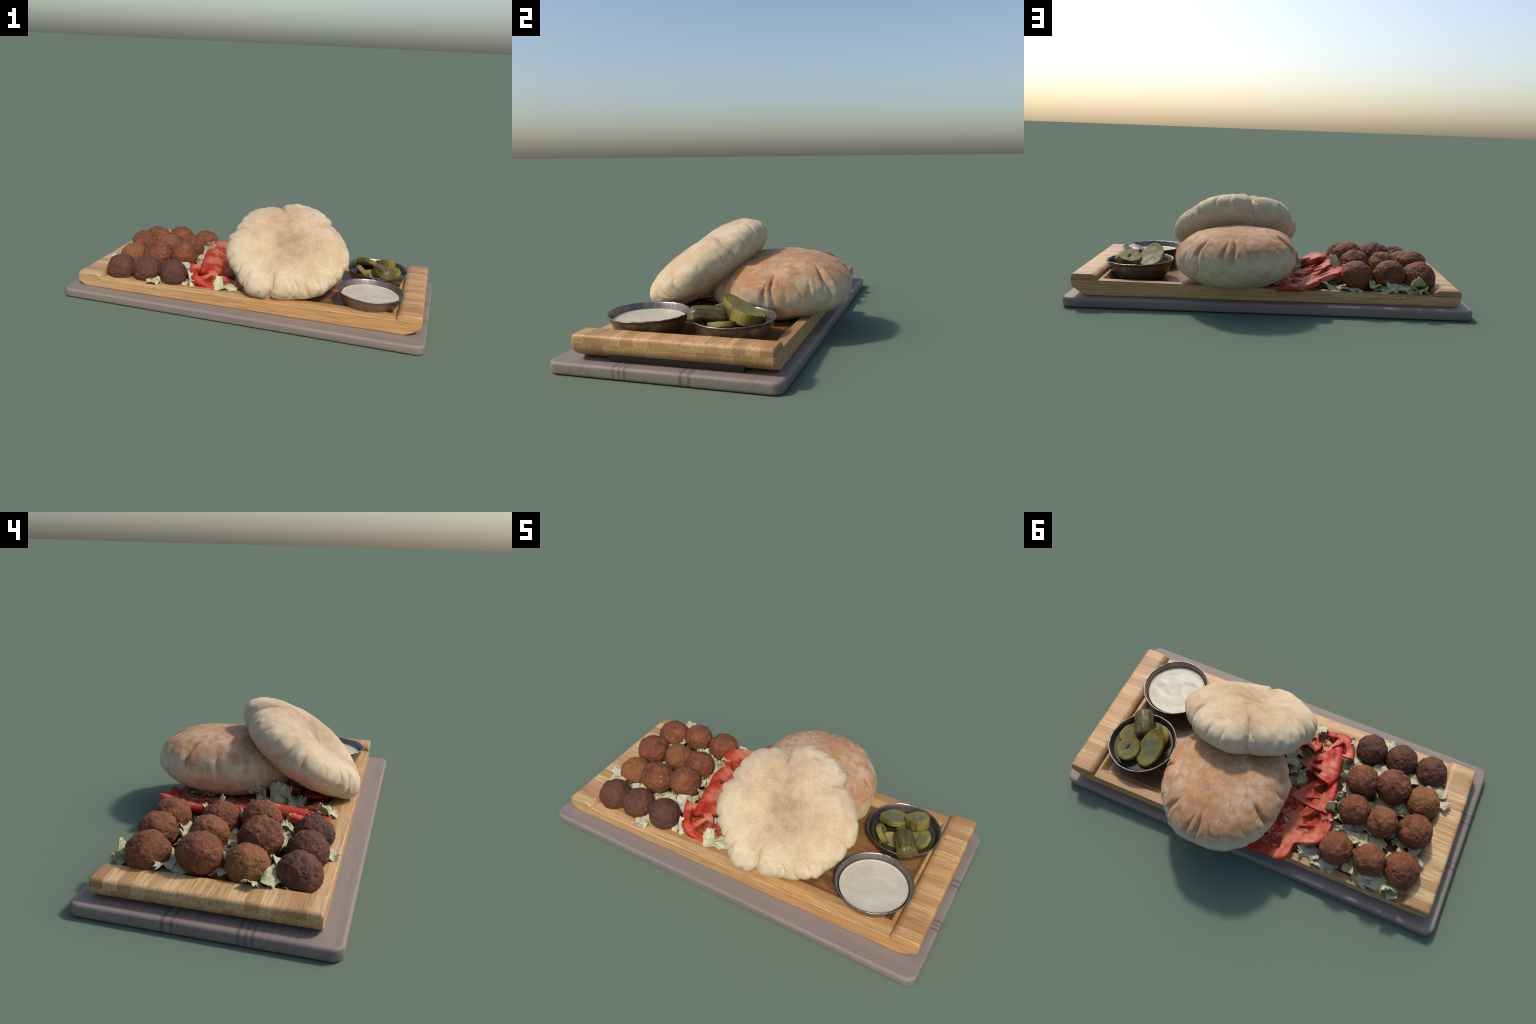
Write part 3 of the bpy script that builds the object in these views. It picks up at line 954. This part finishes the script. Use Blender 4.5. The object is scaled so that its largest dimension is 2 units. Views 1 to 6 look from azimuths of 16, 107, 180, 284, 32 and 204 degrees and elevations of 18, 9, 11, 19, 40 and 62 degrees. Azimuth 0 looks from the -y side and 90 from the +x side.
def build_lettuce():
    L, Y, W = M_LETTUCE, M_LETTUCE_YELLOW, M_LETTUCE_RIB
    d = math.radians
    # pieces that show on their own
    lettuce((-0.497, -0.392, 0.120), (d(-14), 0, d(-170)), 0.10, 0.085, 0.5, 0.10, 1, Y)
    lettuce((-0.828, -0.186, 0.136), (d(10), d(-8), d(80)), 0.085, 0.060, 0.6, 0.07, 2, W)
    lettuce((-0.665, 0.312, 0.125), (d(-25), d(8), d(85)), 0.17, 0.09, 0.3, 0.10, 3, L)
    lettuce((-0.735, 0.322, 0.138), (d(30), d(20), d(10)), 0.10, 0.075, 0.6, 0.12, 4, L)
    lettuce((-0.590, 0.315, 0.115), (d(-10), d(10), d(60)), 0.11, 0.08, 0.5, 0.12, 5, L)
    lettuce((-0.350, 0.298, 0.112), (d(-8), d(6), d(30)), 0.085, 0.055, 0.7, 0.12, 6, Y)
    lettuce((-0.344, 0.096, 0.192), (d(66), 0, d(20)), 0.085, 0.050, 1.2, 0.05, 7, L)
    lettuce((-0.338, -0.104, 0.158), (d(70), 0, d(-10)), 0.075, 0.045, 1.0, 0.05, 8, Y)
    lettuce((-0.094, -0.335, 0.122), (d(-14), d(-4), d(-70)), 0.12, 0.080, 0.35, 0.12, 9, L)
    lettuce((-0.292, -0.338, 0.118), (d(20), d(25), d(60)), 0.10, 0.05, 0.9, 0.06, 10, W)
    lettuce((-0.375, -0.205, 0.150), (d(12), d(14), d(35)), 0.13, 0.075, 0.5, 0.06, 11, W)
    lettuce((-0.052, -0.107, 0.143), (d(20), d(10), d(-60)), 0.12, 0.10, 0.9, 0.14, 12, L)
    lettuce((-0.125, -0.030, 0.128), (d(15), d(-15), d(120)), 0.11, 0.08, 0.8, 0.14, 13, L)
    lettuce((-0.070, -0.030, 0.140), (d(25), d(15), d(60)), 0.12, 0.09, 0.9, 0.14, 14, L)
    lettuce((-0.035, -0.150, 0.128), (d(20), d(15), d(-20)), 0.12, 0.09, 0.9, 0.14, 15, L)
    lettuce((-0.134, -0.332, 0.132), (d(40), d(20), d(40)), 0.085, 0.06, 0.6, 0.08, 16, Y)
    lettuce((-0.335, 0.000, 0.132), (d(35), d(10), d(80)), 0.11, 0.08, 0.8, 0.12, 17, L)
    lettuce((-0.358, 0.135, 0.150), (d(50), d(20), d(20)), 0.09, 0.06, 0.7, 0.10, 18, L)
    lettuce((-0.250, -0.235, 0.118), (d(5), d(5), d(20)), 0.13, 0.10, 0.4, 0.08, 19, Y)
    lettuce((-0.795, 0.165, 0.115), (d(15), d(-25), d(0)), 0.09, 0.06, 0.5, 0.1, 20, L)
    # bed of shreds between and under the falafel and tomato
    n = 40
    xs = np.arange(-0.775, 0.02, 0.078)
    ys = np.arange(-0.315, 0.33, 0.078)
    for ix, x in enumerate(xs):
        for iy, y in enumerate(ys):
            n += 1
            r = random.Random(1000 + n)
            px, py = x + r.uniform(-0.025, 0.025), y + r.uniform(-0.025, 0.025)
            z = 0.108 + r.uniform(0.0, 0.016) + (0.026 if x < -0.33 and -0.3 < y < 0.28 else 0.0)
            if x > -0.30:
                z = 0.097
            mat = (L, L, L, W, Y)[r.randrange(5)]
            lettuce((px, py, z), (r.uniform(-0.4, 0.4), r.uniform(-0.4, 0.4), r.uniform(0, 6.28)), r.uniform(0.085, 0.12), r.uniform(0.06, 0.09),
                    r.uniform(-0.6, 0.9), r.uniform(0.08, 0.16), n, mat)


build_board()
build_tray()
build_pitas()
build_falafel()
build_bowls()
build_tomatoes()
build_lettuce()
